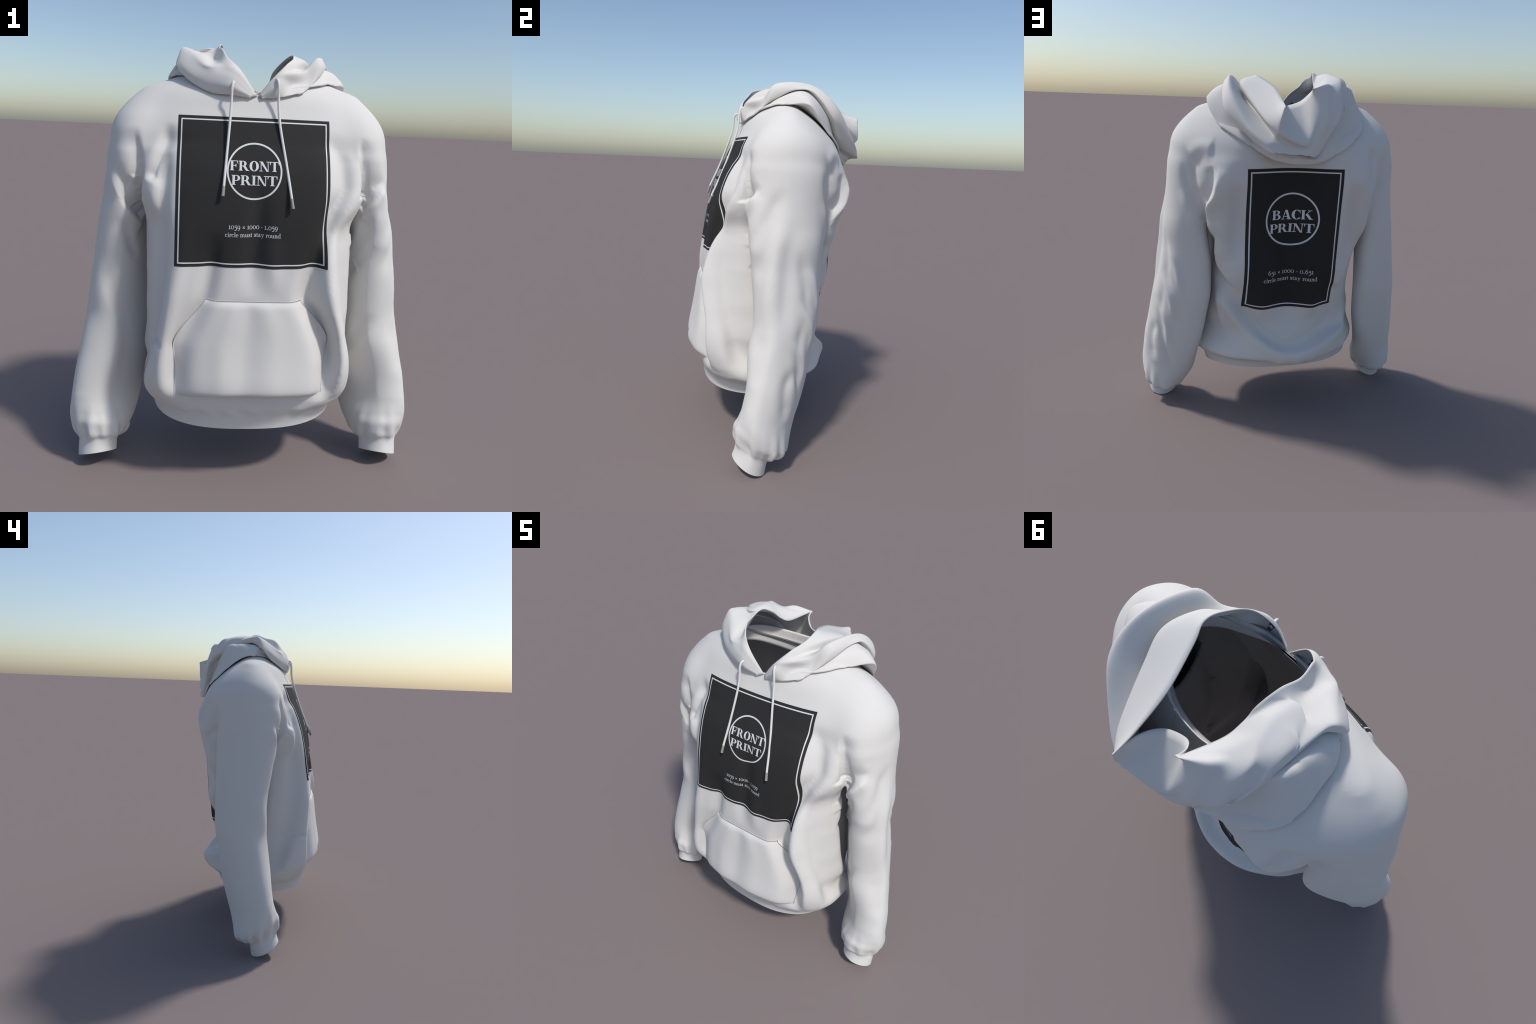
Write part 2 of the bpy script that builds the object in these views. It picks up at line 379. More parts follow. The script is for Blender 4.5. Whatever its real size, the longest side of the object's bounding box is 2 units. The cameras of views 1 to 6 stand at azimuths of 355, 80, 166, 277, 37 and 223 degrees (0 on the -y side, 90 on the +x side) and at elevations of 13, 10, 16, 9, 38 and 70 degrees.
# ------------------------------------------------------------------ scene helpers
def material(name, color, rough, bump=0.0, scale=900.0, sheen=0.0, metallic=0.0, spread=0.03):
    m = bpy.data.materials.new(name); m.use_nodes = True
    nt = m.node_tree; b = nt.nodes["Principled BSDF"]
    b.inputs["Roughness"].default_value = rough
    b.inputs["Metallic"].default_value = metallic
    b.inputs["Sheen Weight"].default_value = sheen
    b.inputs["Specular IOR Level"].default_value = 0.25
    tc = nt.nodes.new("ShaderNodeTexCoord")
    nz = nt.nodes.new("ShaderNodeTexNoise")
    nz.inputs["Scale"].default_value = scale; nz.inputs["Detail"].default_value = 3
    nt.links.new(tc.outputs["Object"], nz.inputs["Vector"])
    cr = nt.nodes.new("ShaderNodeValToRGB")
    cr.color_ramp.elements[0].position = .3; cr.color_ramp.elements[1].position = .7
    cr.color_ramp.elements[0].color = [c * (1 - spread) for c in color] + [1]
    cr.color_ramp.elements[1].color = [min(1, c * (1 + spread)) for c in color] + [1]
    nt.links.new(nz.outputs["Fac"], cr.inputs["Fac"])
    nt.links.new(cr.outputs["Color"], b.inputs["Base Color"])
    if bump:
        bp = nt.nodes.new("ShaderNodeBump")
        bp.inputs["Strength"].default_value = bump; bp.inputs["Distance"].default_value = .001
        nt.links.new(nz.outputs["Fac"], bp.inputs["Height"])
        nt.links.new(bp.outputs["Normal"], b.inputs["Normal"])
    return m

FLEECE = material("white_fleece", (.672, .656, .628), .95, bump=.06, scale=700, spread=.015)  # white tinted slightly warm for light bounced between the folds
RIB = FLEECE
LINING = material("pale_lining", (.6, .59, .58), 1.0, spread=.1)  # near-white, slightly greyer than the fleece
INK = material("black_ink", (.0265, .026, .0255), .85, bump=.03, spread=.05)
WHITE_INK = material("white_ink", (.70, .70, .70), .8, spread=.01)
CORD = material("white_cord", (.70, .69, .67), .9, bump=.3, scale=500, spread=.03)
TIP = material("grey_cord_tip", (.30, .29, .27), .45, spread=.05)
EYELET = material("dark_eyelet", (.04, .04, .045), .6, spread=.05)

root = bpy.data.objects.new("hoodie", None)
bpy.context.scene.collection.objects.link(root)
root["label"] = "white pullover hoodie with black square chest and back prints"
root["category"] = "hoodie"

def add_mesh(name, V, F, mat, normals=None, parent=root, smooth=True):
    me = bpy.data.meshes.new(name)
    me.from_pydata(np.asarray(V).tolist(), [], np.asarray(F).tolist() if isinstance(F, np.ndarray) else F)
    me.update()
    me.materials.append(mat)
    if smooth:
        me.shade_smooth()
    if normals is not None:
        me.normals_split_custom_set_from_vertices(np.asarray(normals).tolist())
    ob = bpy.data.objects.new(name, me)
    bpy.context.scene.collection.objects.link(ob)
    ob.parent = parent
    return ob

def join_parts(parts):
    """[(V,F)] -> one V,F (lists of faces of any size)."""
    Vs, Fs, o = [], [], 0
    for V, F in parts:
        Vs.append(np.asarray(V, float)); Fs += [[i + o for i in f] for f in F]; o += len(V)
    return np.concatenate(Vs), Fs

def rim_and_inside(V, F, N, thick):
    """Inner skin and the turned edge along open borders."""
    e = np.concatenate([F[:, [0, 1]], F[:, [1, 2]], F[:, [2, 0]]])
    key = np.sort(e, 1)
    _, inv, cnt = np.unique(key, axis=0, return_inverse=True, return_counts=True)
    border = e[cnt[inv.ravel()] == 1]
    return V - N * thick, F[:, ::-1], border

# ------------------------------------------------------------------ body mesh
V, Q = surface_nets(f_body, (-.92, -.52, -.10), (.92, .52, 1.93), GRID)
F = np.concatenate([Q[:, [0, 1, 2]], Q[:, [0, 2, 3]]])
V = relax(V, F, 6)
N = tri_normals(V, F)
if np.einsum("ij,ij->", N, V - np.array([0, 0, 1.0])) < 0:
    F = F[:, ::-1]; N = -N
# soften the fall of the shoulder only
soft = sstep(1.50, 1.60, V[:, 2]) * sstep(.28, .40, np.abs(V[:, 0]))
V = relax(V, F, 12, .5, sstep(1.45, 1.6, V[:, 2]))
V = melt(V, F, 45, soft)
for FD in FOLDS:
    pass
D = np.zeros(len(V))
N = tri_normals(V, F)
for name, ht, lf, rt, ends, line in FOLDS:
    fold(V, N, D, line, ht, lf, rt, ends)
V = V + N * D[:, None]
V = relax(V, F, 3)

def gathers(theta, seeds, lo=7, hi=15):
    r = np.random.default_rng(seeds)
    out = 0
    for n in range(lo, hi):
        out = out + r.uniform(.3, 1) * np.cos(n * theta + r.uniform(0, 6.28))
    return out / (hi - lo) ** .5
zs = sleeve_z(V[:, 1], V[:, 2])
for sd in (-1, 1):
    th = np.arctan2(V[:, 1] + .12, np.abs(V[:, 0]) - .70)
    band = np.exp(-((zs - .150) / .034) ** 2) + .35 * np.exp(-((zs - .22) / .06) ** 2)
    on = (V[:, 0] * sd > .56) & (zs < .42)
    gat = np.where(on, gathers(th, 5 + sd) * band, 0)
    N = tri_normals(V, F)
    V = V + N * (.0085 * gat)[:, None]
on = (np.abs(V[:, 0]) < .56) & (V[:, 2] < .5) & (f_torso(*V.T) < f_sleeve(*V.T))
th = np.arctan2(V[:, 1] * 1.2, V[:, 0])
gat = gathers(th, 11, 16, 34) * np.exp(-((V[:, 2] - .375) / .020) ** 2) * on
V = V + tri_normals(V, F) * (.0030 * gat)[:, None]

# open the neck, the hem and the cuffs
def neck_g(P):
    x, y, z = P.T
    r = np.sqrt((x / .290) ** 2 + ((y - .02) / np.where(y < .02, .183, .212)) ** 2)
    return np.where(z > 1.6, (1 - r) * .2, -1.0)
def hem_g(P):
    return np.where((np.abs(P[:, 0]) < .62) & (P[:, 2] < .5), (.285 + .035 * (P[:, 1] + .37)) - P[:, 2], -1.0)
def cuff_g(P):
    return np.where((np.abs(P[:, 0]) > .56) & (P[:, 2] < .3), -(P[:, 2] + .011 + .50 * (P[:, 1] + .075) + .16 * (np.abs(P[:, 0]) - .75)), -1.0)

V, F, s, _, _ = split(V, F, neck_g(V)); V, F, _ = keep(V, F, s)
tor = f_torso(*V.T) < f_sleeve(*V.T)
V, F, s, _, _ = split(V, F, np.where(tor | (V[:, 2] > .5), hem_g(V), -1.0)); V, F, _ = keep(V, F, s)
V, F, s, _, _ = split(V, F, np.where(np.abs(V[:, 0]) > .56, cuff_g(V), -1.0)); V, F, _ = keep(V, F, s)
N = tri_normals(V, F)

def arm_g(P):
    a = np.abs(P[:, 0]) - .50 - .25 * np.clip(1.75 - P[:, 2], -.2, .2) * 0
    b = f_torso(*P.T) - f_sleeve(*P.T)
    t = sstep(1.42, 1.52, P[:, 2])
    return a * t + b * (1 - t)
labels = np.zeros(len(F), int)
def relabel(V, F, lab, g, new, only):
    V2, F2, s, _, whole = split(V, F, g)
    mixed = lab[~whole]
    lab2 = np.concatenate([lab[whole], mixed, mixed, mixed])
    return V2, F2, np.where((lab2 == only) & ~s, new, lab2)
V, F, labels = relabel(V, F, labels, arm_g(V), 1, 0)
V, F, labels = relabel(V, F, labels, np.where(arm_g(V) < 0, .350 + .035 * (V[:, 1] + .37) - V[:, 2], -1), 2, 0)
V, F, labels = relabel(V, F, labels, .118 - sleeve_z(V[:, 1], V[:, 2]), 3, 1)
cx = V[F].mean(1)[:, 0]
N = tri_normals(V, F)
for lab, name, sides in ((0, "torso", (0,)), (1, "sleeve", (-1, 1)), (2, "hem_band", (0,)), (3, "cuff", (-1, 1))):
    for sd in sides:
        m = labels == lab
        if sd: m &= (cx * sd > 0)
        PV, PF, (PN,) = keep(V, F, m, (N,))
        ob = add_mesh(name, PV, PF, FLEECE, PN)
# pale inside and turned edges
IV, IF, border = rim_and_inside(V, F, N, .007)
LV, LF, _ = keep(IV, IF, np.ones(len(IF), bool))
add_mesh("lining", LV, LF, LINING)
border = border[(V[border] [:, :, 2] < 1.5).all(1)]      # the hood covers the neck edge
n0 = len(border)
RV = np.concatenate([V[border[:, 0]], V[border[:, 1]], IV[border[:, 1]], IV[border[:, 0]]])
RF = np.stack([np.arange(n0) + i * n0 for i in (1, 0, 3, 2)], 1)
add_mesh("turned_edge", RV, RF, FLEECE, smooth=False)

body_bvh = BVHTree.FromPolygons(V.tolist(), F.tolist())

def cast(x, z, back=False, y0=None):
    s = -1 if back else 1
    hit = body_bvh.ray_cast(Vector((x, -1.0 * s if y0 is None else y0, z)), Vector((0, s, 0)))
    return hit[0], hit[1]

# ------------------------------------------------------------------ hood
# one cross-section per station, from the free hem over the folds to the neck seam
# feature lines of the crumpled hood, each from the front of the neck (wearer's left)
# round the back to the front again; the surface is lofted across them in this order
HEM = np.array([  # free hem of the hood opening
    (0.014, -0.170, 1.766), (0.072, -0.172, 1.840), (0.137, -0.134, 1.907), (0.174, -0.060, 1.940), (0.178, 0.020, 1.966), (0.150, 0.090, 1.950),
    (0.112, 0.236, 1.903), (0.110, 0.380, 1.842), (0.116, 0.474, 1.808), (0.110, 0.370, 1.803), (0.070, 0.308, 1.811), (-0.008, 0.286, 1.836),
    (-0.050, 0.312, 1.878), (-0.056, 0.356, 1.899), (-0.072, 0.312, 1.893), (-0.103, 0.211, 1.884), (-0.118, 0.151, 1.916), (-0.129, 0.100, 1.964),
    (-0.147, 0.029, 1.997), (-0.158, -0.042, 1.975), (-0.145, -0.100, 1.963), (-0.120, -0.140, 1.922), (-0.062, -0.174, 1.868), (0.012, -0.170, 1.766)])
BAND_EDGE = np.array([  # lower edge of the hem band
    (0.017, -0.174, 1.766), (0.078, -0.180, 1.845), (0.140, -0.142, 1.898), (0.188, -0.070, 1.915), (0.235, 0.000, 1.940), (0.272, 0.112, 1.926),
    (0.252, 0.220, 1.868), (0.202, 0.398, 1.756), (0.151, 0.468, 1.698), (0.128, 0.466, 1.690), (0.066, 0.452, 1.662), (-0.010, 0.425, 1.650),
    (-0.062, 0.395, 1.730), (-0.145, 0.325, 1.905), (-0.172, 0.250, 1.930), (-0.185, 0.175, 1.963), (-0.175, 0.105, 1.978), (-0.190, 0.030, 1.978),
    (-0.190, 0.020, 1.966), (-0.185, -0.046, 1.928), (-0.168, -0.104, 1.905), (-0.135, -0.154, 1.895), (-0.074, -0.186, 1.860), (0.008, -0.174, 1.766)])
CREASE = np.array([  # crease under the band
    (0.020, -0.178, 1.765), (0.086, -0.183, 1.848), (0.145, -0.150, 1.880), (0.203, -0.060, 1.890), (0.243, 0.004, 1.893), (0.256, 0.100, 1.858),
    (0.238, 0.198, 1.808), (0.176, 0.356, 1.718), (0.158, 0.412, 1.678), (0.135, 0.430, 1.662), (0.064, 0.430, 1.634), (-0.018, 0.420, 1.615),
    (-0.070, 0.408, 1.665), (-0.138, 0.382, 1.755), (-0.236, 0.265, 1.924), (-0.236, 0.190, 1.964), (-0.225, 0.105, 1.980), (-0.242, 0.035, 1.970),
    (-0.240, 0.025, 1.956), (-0.232, -0.066, 1.938), (-0.208, -0.142, 1.888), (-0.152, -0.164, 1.875), (-0.084, -0.192, 1.845), (0.002, -0.178, 1.765)])
ROLL = np.array([  # crest of the draped roll
    (0.024, -0.182, 1.763), (0.094, -0.186, 1.840), (0.152, -0.158, 1.862), (0.226, -0.090, 1.888), (0.285, -0.033, 1.953), (0.330, 0.135, 1.946),
    (0.335, 0.270, 1.860), (0.272, 0.388, 1.714), (0.200, 0.446, 1.642), (0.145, 0.445, 1.630), (0.068, 0.440, 1.612), (-0.020, 0.430, 1.602),
    (-0.076, 0.412, 1.622), (-0.145, 0.382, 1.702), (-0.216, 0.342, 1.780), (-0.281, 0.205, 1.930), (-0.290, 0.105, 1.958), (-0.295, 0.105, 1.950),
    (-0.308, 0.020, 1.970), (-0.313, -0.030, 1.962), (-0.245, -0.125, 1.882), (-0.176, -0.170, 1.848), (-0.094, -0.198, 1.822), (-0.006, -0.182, 1.763)])
ROLL_SIDE = np.array([  # its side
    (0.028, -0.185, 1.760), (0.100, -0.195, 1.810), (0.168, -0.128, 1.822), (0.237, -0.096, 1.849), (0.312, -0.048, 1.920), (0.352, 0.130, 1.935),
    (0.375, 0.270, 1.822), (0.282, 0.375, 1.680), (0.198, 0.456, 1.612), (0.142, 0.455, 1.605), (0.064, 0.446, 1.592), (-0.020, 0.432, 1.588),
    (-0.078, 0.410, 1.592), (-0.140, 0.378, 1.662), (-0.206, 0.345, 1.740), (-0.262, 0.295, 1.840), (-0.290, 0.208, 1.895), (-0.300, 0.105, 1.928),
    (-0.310, 0.020, 1.942), (-0.340, -0.040, 1.922), (-0.287, -0.115, 1.850), (-0.202, -0.165, 1.810), (-0.100, -0.200, 1.790), (-0.014, -0.185, 1.760)])
LOWER_EDGE = np.array([  # where the roll ends
    (0.030, -0.176, 1.752), (0.098, -0.180, 1.762), (0.165, -0.154, 1.768), (0.224, -0.128, 1.794), (0.305, -0.045, 1.875), (0.362, 0.120, 1.920),
    (0.378, 0.255, 1.785), (0.266, 0.345, 1.650), (0.184, 0.459, 1.590), (0.138, 0.458, 1.586), (0.060, 0.446, 1.578), (-0.022, 0.430, 1.572),
    (-0.080, 0.400, 1.568), (-0.134, 0.371, 1.643), (-0.190, 0.343, 1.719), (-0.242, 0.305, 1.809), (-0.282, 0.200, 1.875), (-0.287, 0.105, 1.915),
    (-0.298, 0.020, 1.926), (-0.345, -0.050, 1.886), (-0.276, -0.105, 1.812), (-0.194, -0.152, 1.767), (-0.100, -0.178, 1.763), (-0.018, -0.176, 1.752)])
SKIRT_LIP = np.array([  # lip of the skirt fold lying on the shoulders
    (0.032, -0.155, 1.750), (0.100, -0.145, 1.752), (0.170, -0.110, 1.778), (0.262, -0.090, 1.812), (0.345, -0.020, 1.823), (0.452, 0.108, 1.842),
    (0.406, 0.214, 1.718), (0.286, 0.300, 1.632), (0.163, 0.402, 1.572), (0.122, 0.410, 1.560), (0.050, 0.416, 1.548), (-0.025, 0.405, 1.545),
    (-0.090, 0.390, 1.547), (-0.162, 0.365, 1.570), (-0.284, 0.288, 1.626), (-0.360, 0.238, 1.692), (-0.395, 0.178, 1.757), (-0.394, 0.098, 1.826),
    (-0.384, 0.036, 1.846), (-0.350, 0.000, 1.830), (-0.250, -0.060, 1.815), (-0.178, -0.105, 1.778), (-0.100, -0.150, 1.755), (-0.030, -0.155, 1.750)])

def toward(A, centre, amount, drop):
    """Move points sideways toward the neck and down."""
    d = np.array(centre) - A[:, :2]
    L = np.linalg.norm(d, axis=1)[:, None]
    return np.concatenate([A[:, :2] + d / L * np.minimum(amount, .6 * L), A[:, 2:] - drop], 1)

M = len(HEM)
NECK = np.array([.0, .05])
TUCK = toward(LOWER_EDGE, NECK, .042, -.004)
SKIRT_TOP = TUCK + .42 * (SKIRT_LIP - TUCK) + np.array([0, 0, .030]) * sstep(.03, .10, np.linalg.norm(SKIRT_LIP - TUCK, axis=1))[:, None]
for i, p in ((4, (.312, -.030, 1.872)), (5, (.400, .105, 1.893)), (15, (-.312, .198, 1.893)), (16, (-.331, .120, 1.914)),
             (17, (-.336, .045, 1.916)), (18, (-.334, -.018, 1.898))):
    SKIRT_TOP[i] = p      # a second small roll on the shoulders
UNDER = toward(SKIRT_LIP, NECK, .035, .010)
ang = np.arctan2((HEM[:, 1] + LOWER_EDGE[:, 1]) / 2 - NECK[1], (HEM[:, 0] + LOWER_EDGE[:, 0]) / 2)
ang = np.unwrap(ang)
open_front = np.clip(np.minimum(np.arange(M), M - 1 - np.arange(M)) / 4, 0, 1)
def collar(rx, rf, rb, zf, zs, zb):
    s, c = np.sin(ang), np.cos(ang)
    ry = np.where(s < 0, rf, rb)
    return np.stack([rx * c, NECK[1] - .02 + ry * s, zs + np.where(s < 0, zf - zs, zb - zs) * s * s], 1)
back = np.clip(np.sin(ang), 0, 1)[:, None]
SEAM = collar(.305, .194, .226, 1.755, 1.838, 1.750)
STAND = SEAM + np.array([0, 0, .004]) + back * np.array([0, .0, .05])
STAND[:, :2] *= .985
INSIDE = collar(.296, .186, .214, 1.742, 1.780, 1.690)
at_v = sstep(0, 1, np.minimum(np.arange(M), M - 1 - np.arange(M)) / 1.6)[:, None]
UNDER, SEAM, STAND, INSIDE = (LOWER_EDGE + (A - LOWER_EDGE) * at_v for A in (UNDER, SEAM, STAND, INSIDE))
HOOD = np.stack([HEM, BAND_EDGE, CREASE, ROLL, ROLL_SIDE, LOWER_EDGE, TUCK, SKIRT_TOP, SKIRT_LIP, UNDER, SEAM, STAND, INSIDE], 1)
NU, NV = 9, 7
G = catmull(np.array(HOOD), NU)
G = np.swapaxes(catmull(np.swapaxes(G, 0, 1), NV), 0, 1)
nu, nv = G.shape[:2]
HV = G.reshape(-1, 3)
# what lies on the shoulders stays above them
v_at = np.arange(nv) / NV
lies = sstep(2.5, 4.5, v_at) * (1 - sstep(9.0, 9.8, v_at))
for _ in range(3):
    push = np.zeros_like(G)
    for i in range(nu):
        for j in np.flatnonzero(lies > 0):
            loc, nor, _, dist = body_bvh.find_nearest(Vector(G[i, j]))
            gap = (Vector(G[i, j]) - loc).dot(nor)
            if gap < .010 and dist < .12:
                push[i, j] = np.array(nor) * (.010 - gap) * lies[j]
    for _ in range(10):
        p = np.pad(push, ((1, 1), (1, 1), (0, 0)), mode="edge")
        push = .4 * push + .15 * (p[:-2, 1:-1] + p[2:, 1:-1] + p[1:-1, :-2] + p[1:-1, 2:])
    G = G + push
wob = np.random.default_rng(3)
for j0, amp in ((5, .0022), (7, .0022), (8, .0030)):          # hand-sewn looking, slightly wavy folds
    uu = np.linspace(0, 1, nu)
    wave = sum(np.cos(6.283 * k * uu + wob.uniform(0, 6.28)) for k in (13, 19, 27, 38)) / 2
    prof = np.exp(-((v_at - j0) / .35) ** 2)
    G[:, :, 2] += amp * wave[:, None] * prof[None, :] * sstep(.10, .22, uu)[:, None] * (1 - sstep(.78, .90, uu))[:, None]
HV = G.reshape(-1, 3)
ii = np.arange(nu * nv).reshape(nu, nv)
HQ = np.stack([ii[:-1, :-1], ii[1:, :-1], ii[1:, 1:], ii[:-1, 1:]], -1).reshape(-1, 4)
HF = np.concatenate([HQ[:, [0, 1, 2]], HQ[:, [0, 2, 3]]])
HF = HF[:, ::-1]
hood = add_mesh("hood", HV, HF, FLEECE)
so = hood.modifiers.new("cloth", "SOLIDIFY"); so.thickness = .0045; so.offset = -1

# ------------------------------------------------------------------ pocket
def pocket():
    ns, nt = 90, 80
    top, low = .903, .452
    P = np.zeros((nt + 1, ns + 1, 3)); base = np.zeros((nt + 1, ns + 1))
    for j in range(nt + 1):
        t = j / nt
        for i in range(ns + 1):
            s = i / ns
            zb = low + .012 * math.sin(math.pi * s) + .012 * (abs(2 * s - 1) ** 6)
            z = top + (zb - top) * t
            # slanted hand openings above, near vertical sides below
            xl = pchip([.44, .56, .69, .903], [-.318, -.318, -.326, -.186], np.array([z]))[0]
            xr = pchip([.44, .56, .70, .903], [.345, .352, .364, .226], np.array([z]))[0]
            x = xl + (xr - xl) * s
            h, _ = cast(x, z)
            y = h.y if h else -.38
            # distance to the nearest stitched edge, and to the hand openings
            ds, dt, db = (xr - xl) * min(s, 1 - s), (top - z), (z - zb)
            slant = sstep(.66, .76, z)
            soft = lambda d, r: math.sqrt(1 - (1 - min(1, d / r)) ** 2)
            puff = .056 * pchip([0, .25, .6, .88, 1], [.12, .45, .80, 1.08, 1.08], np.array([t]))[0] * (math.sin(math.pi * s) ** .6)
            bulge = (.0022 + 0.006 * slant * math.exp(-ds / .02) * soft(dt, .03) + puff * soft(db, .045) * soft(dt, .02) * (soft(ds, .05) * (1 - slant) + slant)
                     + .008 * soft(db, .02) * soft(dt, .015) * (soft(ds, .02) * (1 - slant) + slant))
            wave = .007 * math.exp(-((s - .30) / .05) ** 2) - .009 * math.exp(-((s - .46) / .06) ** 2) + .006 * math.exp(-((s - .62) / .07) ** 2)
            bulge += wave * soft(dt, .1) * soft(db, .15)
            P[j, i] = x, y - bulge, z
            base[j, i] = y
    # cloth bridges small dents of the torso below it
    for _ in range(12):
        P[1:-1, 1:-1, 1] = (P[:-2, 1:-1, 1] + P[2:, 1:-1, 1] + P[1:-1, :-2, 1] + P[1:-1, 2:, 1]) / 4
    ids = np.arange((nt + 1) * (ns + 1)).reshape(nt + 1, ns + 1)
    V = P.reshape(-1, 3)
    Fq = np.stack([ids[:-1, :-1], ids[1:, :-1], ids[1:, 1:], ids[:-1, 1:]], -1).reshape(-1, 4).tolist()
    ring = np.concatenate([ids[0, :-1], ids[:-1, -1], ids[-1, :0:-1], ids[:0:-1, 0]])
    # rolled edge: a little bevel, then down to the cloth of the torso
    n0 = len(V); c = V.mean(0)
    out = V[ring] - c; out[:, 1] = 0
    out /= np.linalg.norm(out, axis=1)[:, None]
    yb = base.reshape(-1)[ring]
    R1 = V[ring] + out * .0006 + np.array([0, .0015, 0])
    R2 = np.stack([R1[:, 0], np.maximum(yb + .006, R1[:, 1] + .003), R1[:, 2]], 1)
    m = len(ring); nx = np.roll(np.arange(m), -1)
    for i in range(m):
        Fq.append([ring[nx[i]], ring[i], n0 + i, n0 + nx[i]])
        Fq.append([n0 + nx[i], n0 + i, n0 + m + i, n0 + m + nx[i]])
    add_mesh("pocket", np.concatenate([V, R1, R2]), Fq, FLEECE)
pocket()

# ------------------------------------------------------------------ prints
def rect(x0, y0, x1, y1):
    return [(x0, y0), (x0, y1)], [(x1, y0), (x1, y1)]
def quad(a, b, c, d):
    return [a, b], [d, c]
def arc(cx, cy, ro, ri, a0, a1, di=(0, 0), n=20):
    A = [math.radians(a0 + (a1 - a0) * i / n) for i in range(n + 1)]
    return ([(cx + ro[0] * math.cos(a), cy + ro[1] * math.sin(a)) for a in A],
            [(cx + di[0] + ri[0] * math.cos(a), cy + di[1] + ri[1] * math.sin(a)) for a in A])
def stroke(pts, w, n=5):
    """Pen stroke along a curve; w: widths at the points."""
    p = catmull(np.array(pts, float), n) if len(pts) > 2 else np.array(pts, float)
    ww = np.interp(np.linspace(0, 1, len(p)), np.linspace(0, 1, len(w)), w)
    t = np.gradient(p, axis=0); t /= np.linalg.norm(t, axis=1)[:, None]
    nrm = np.stack([-t[:, 1], t[:, 0]], 1) * ww[:, None] / 2
    return (p + nrm).tolist(), (p - nrm).tolist()

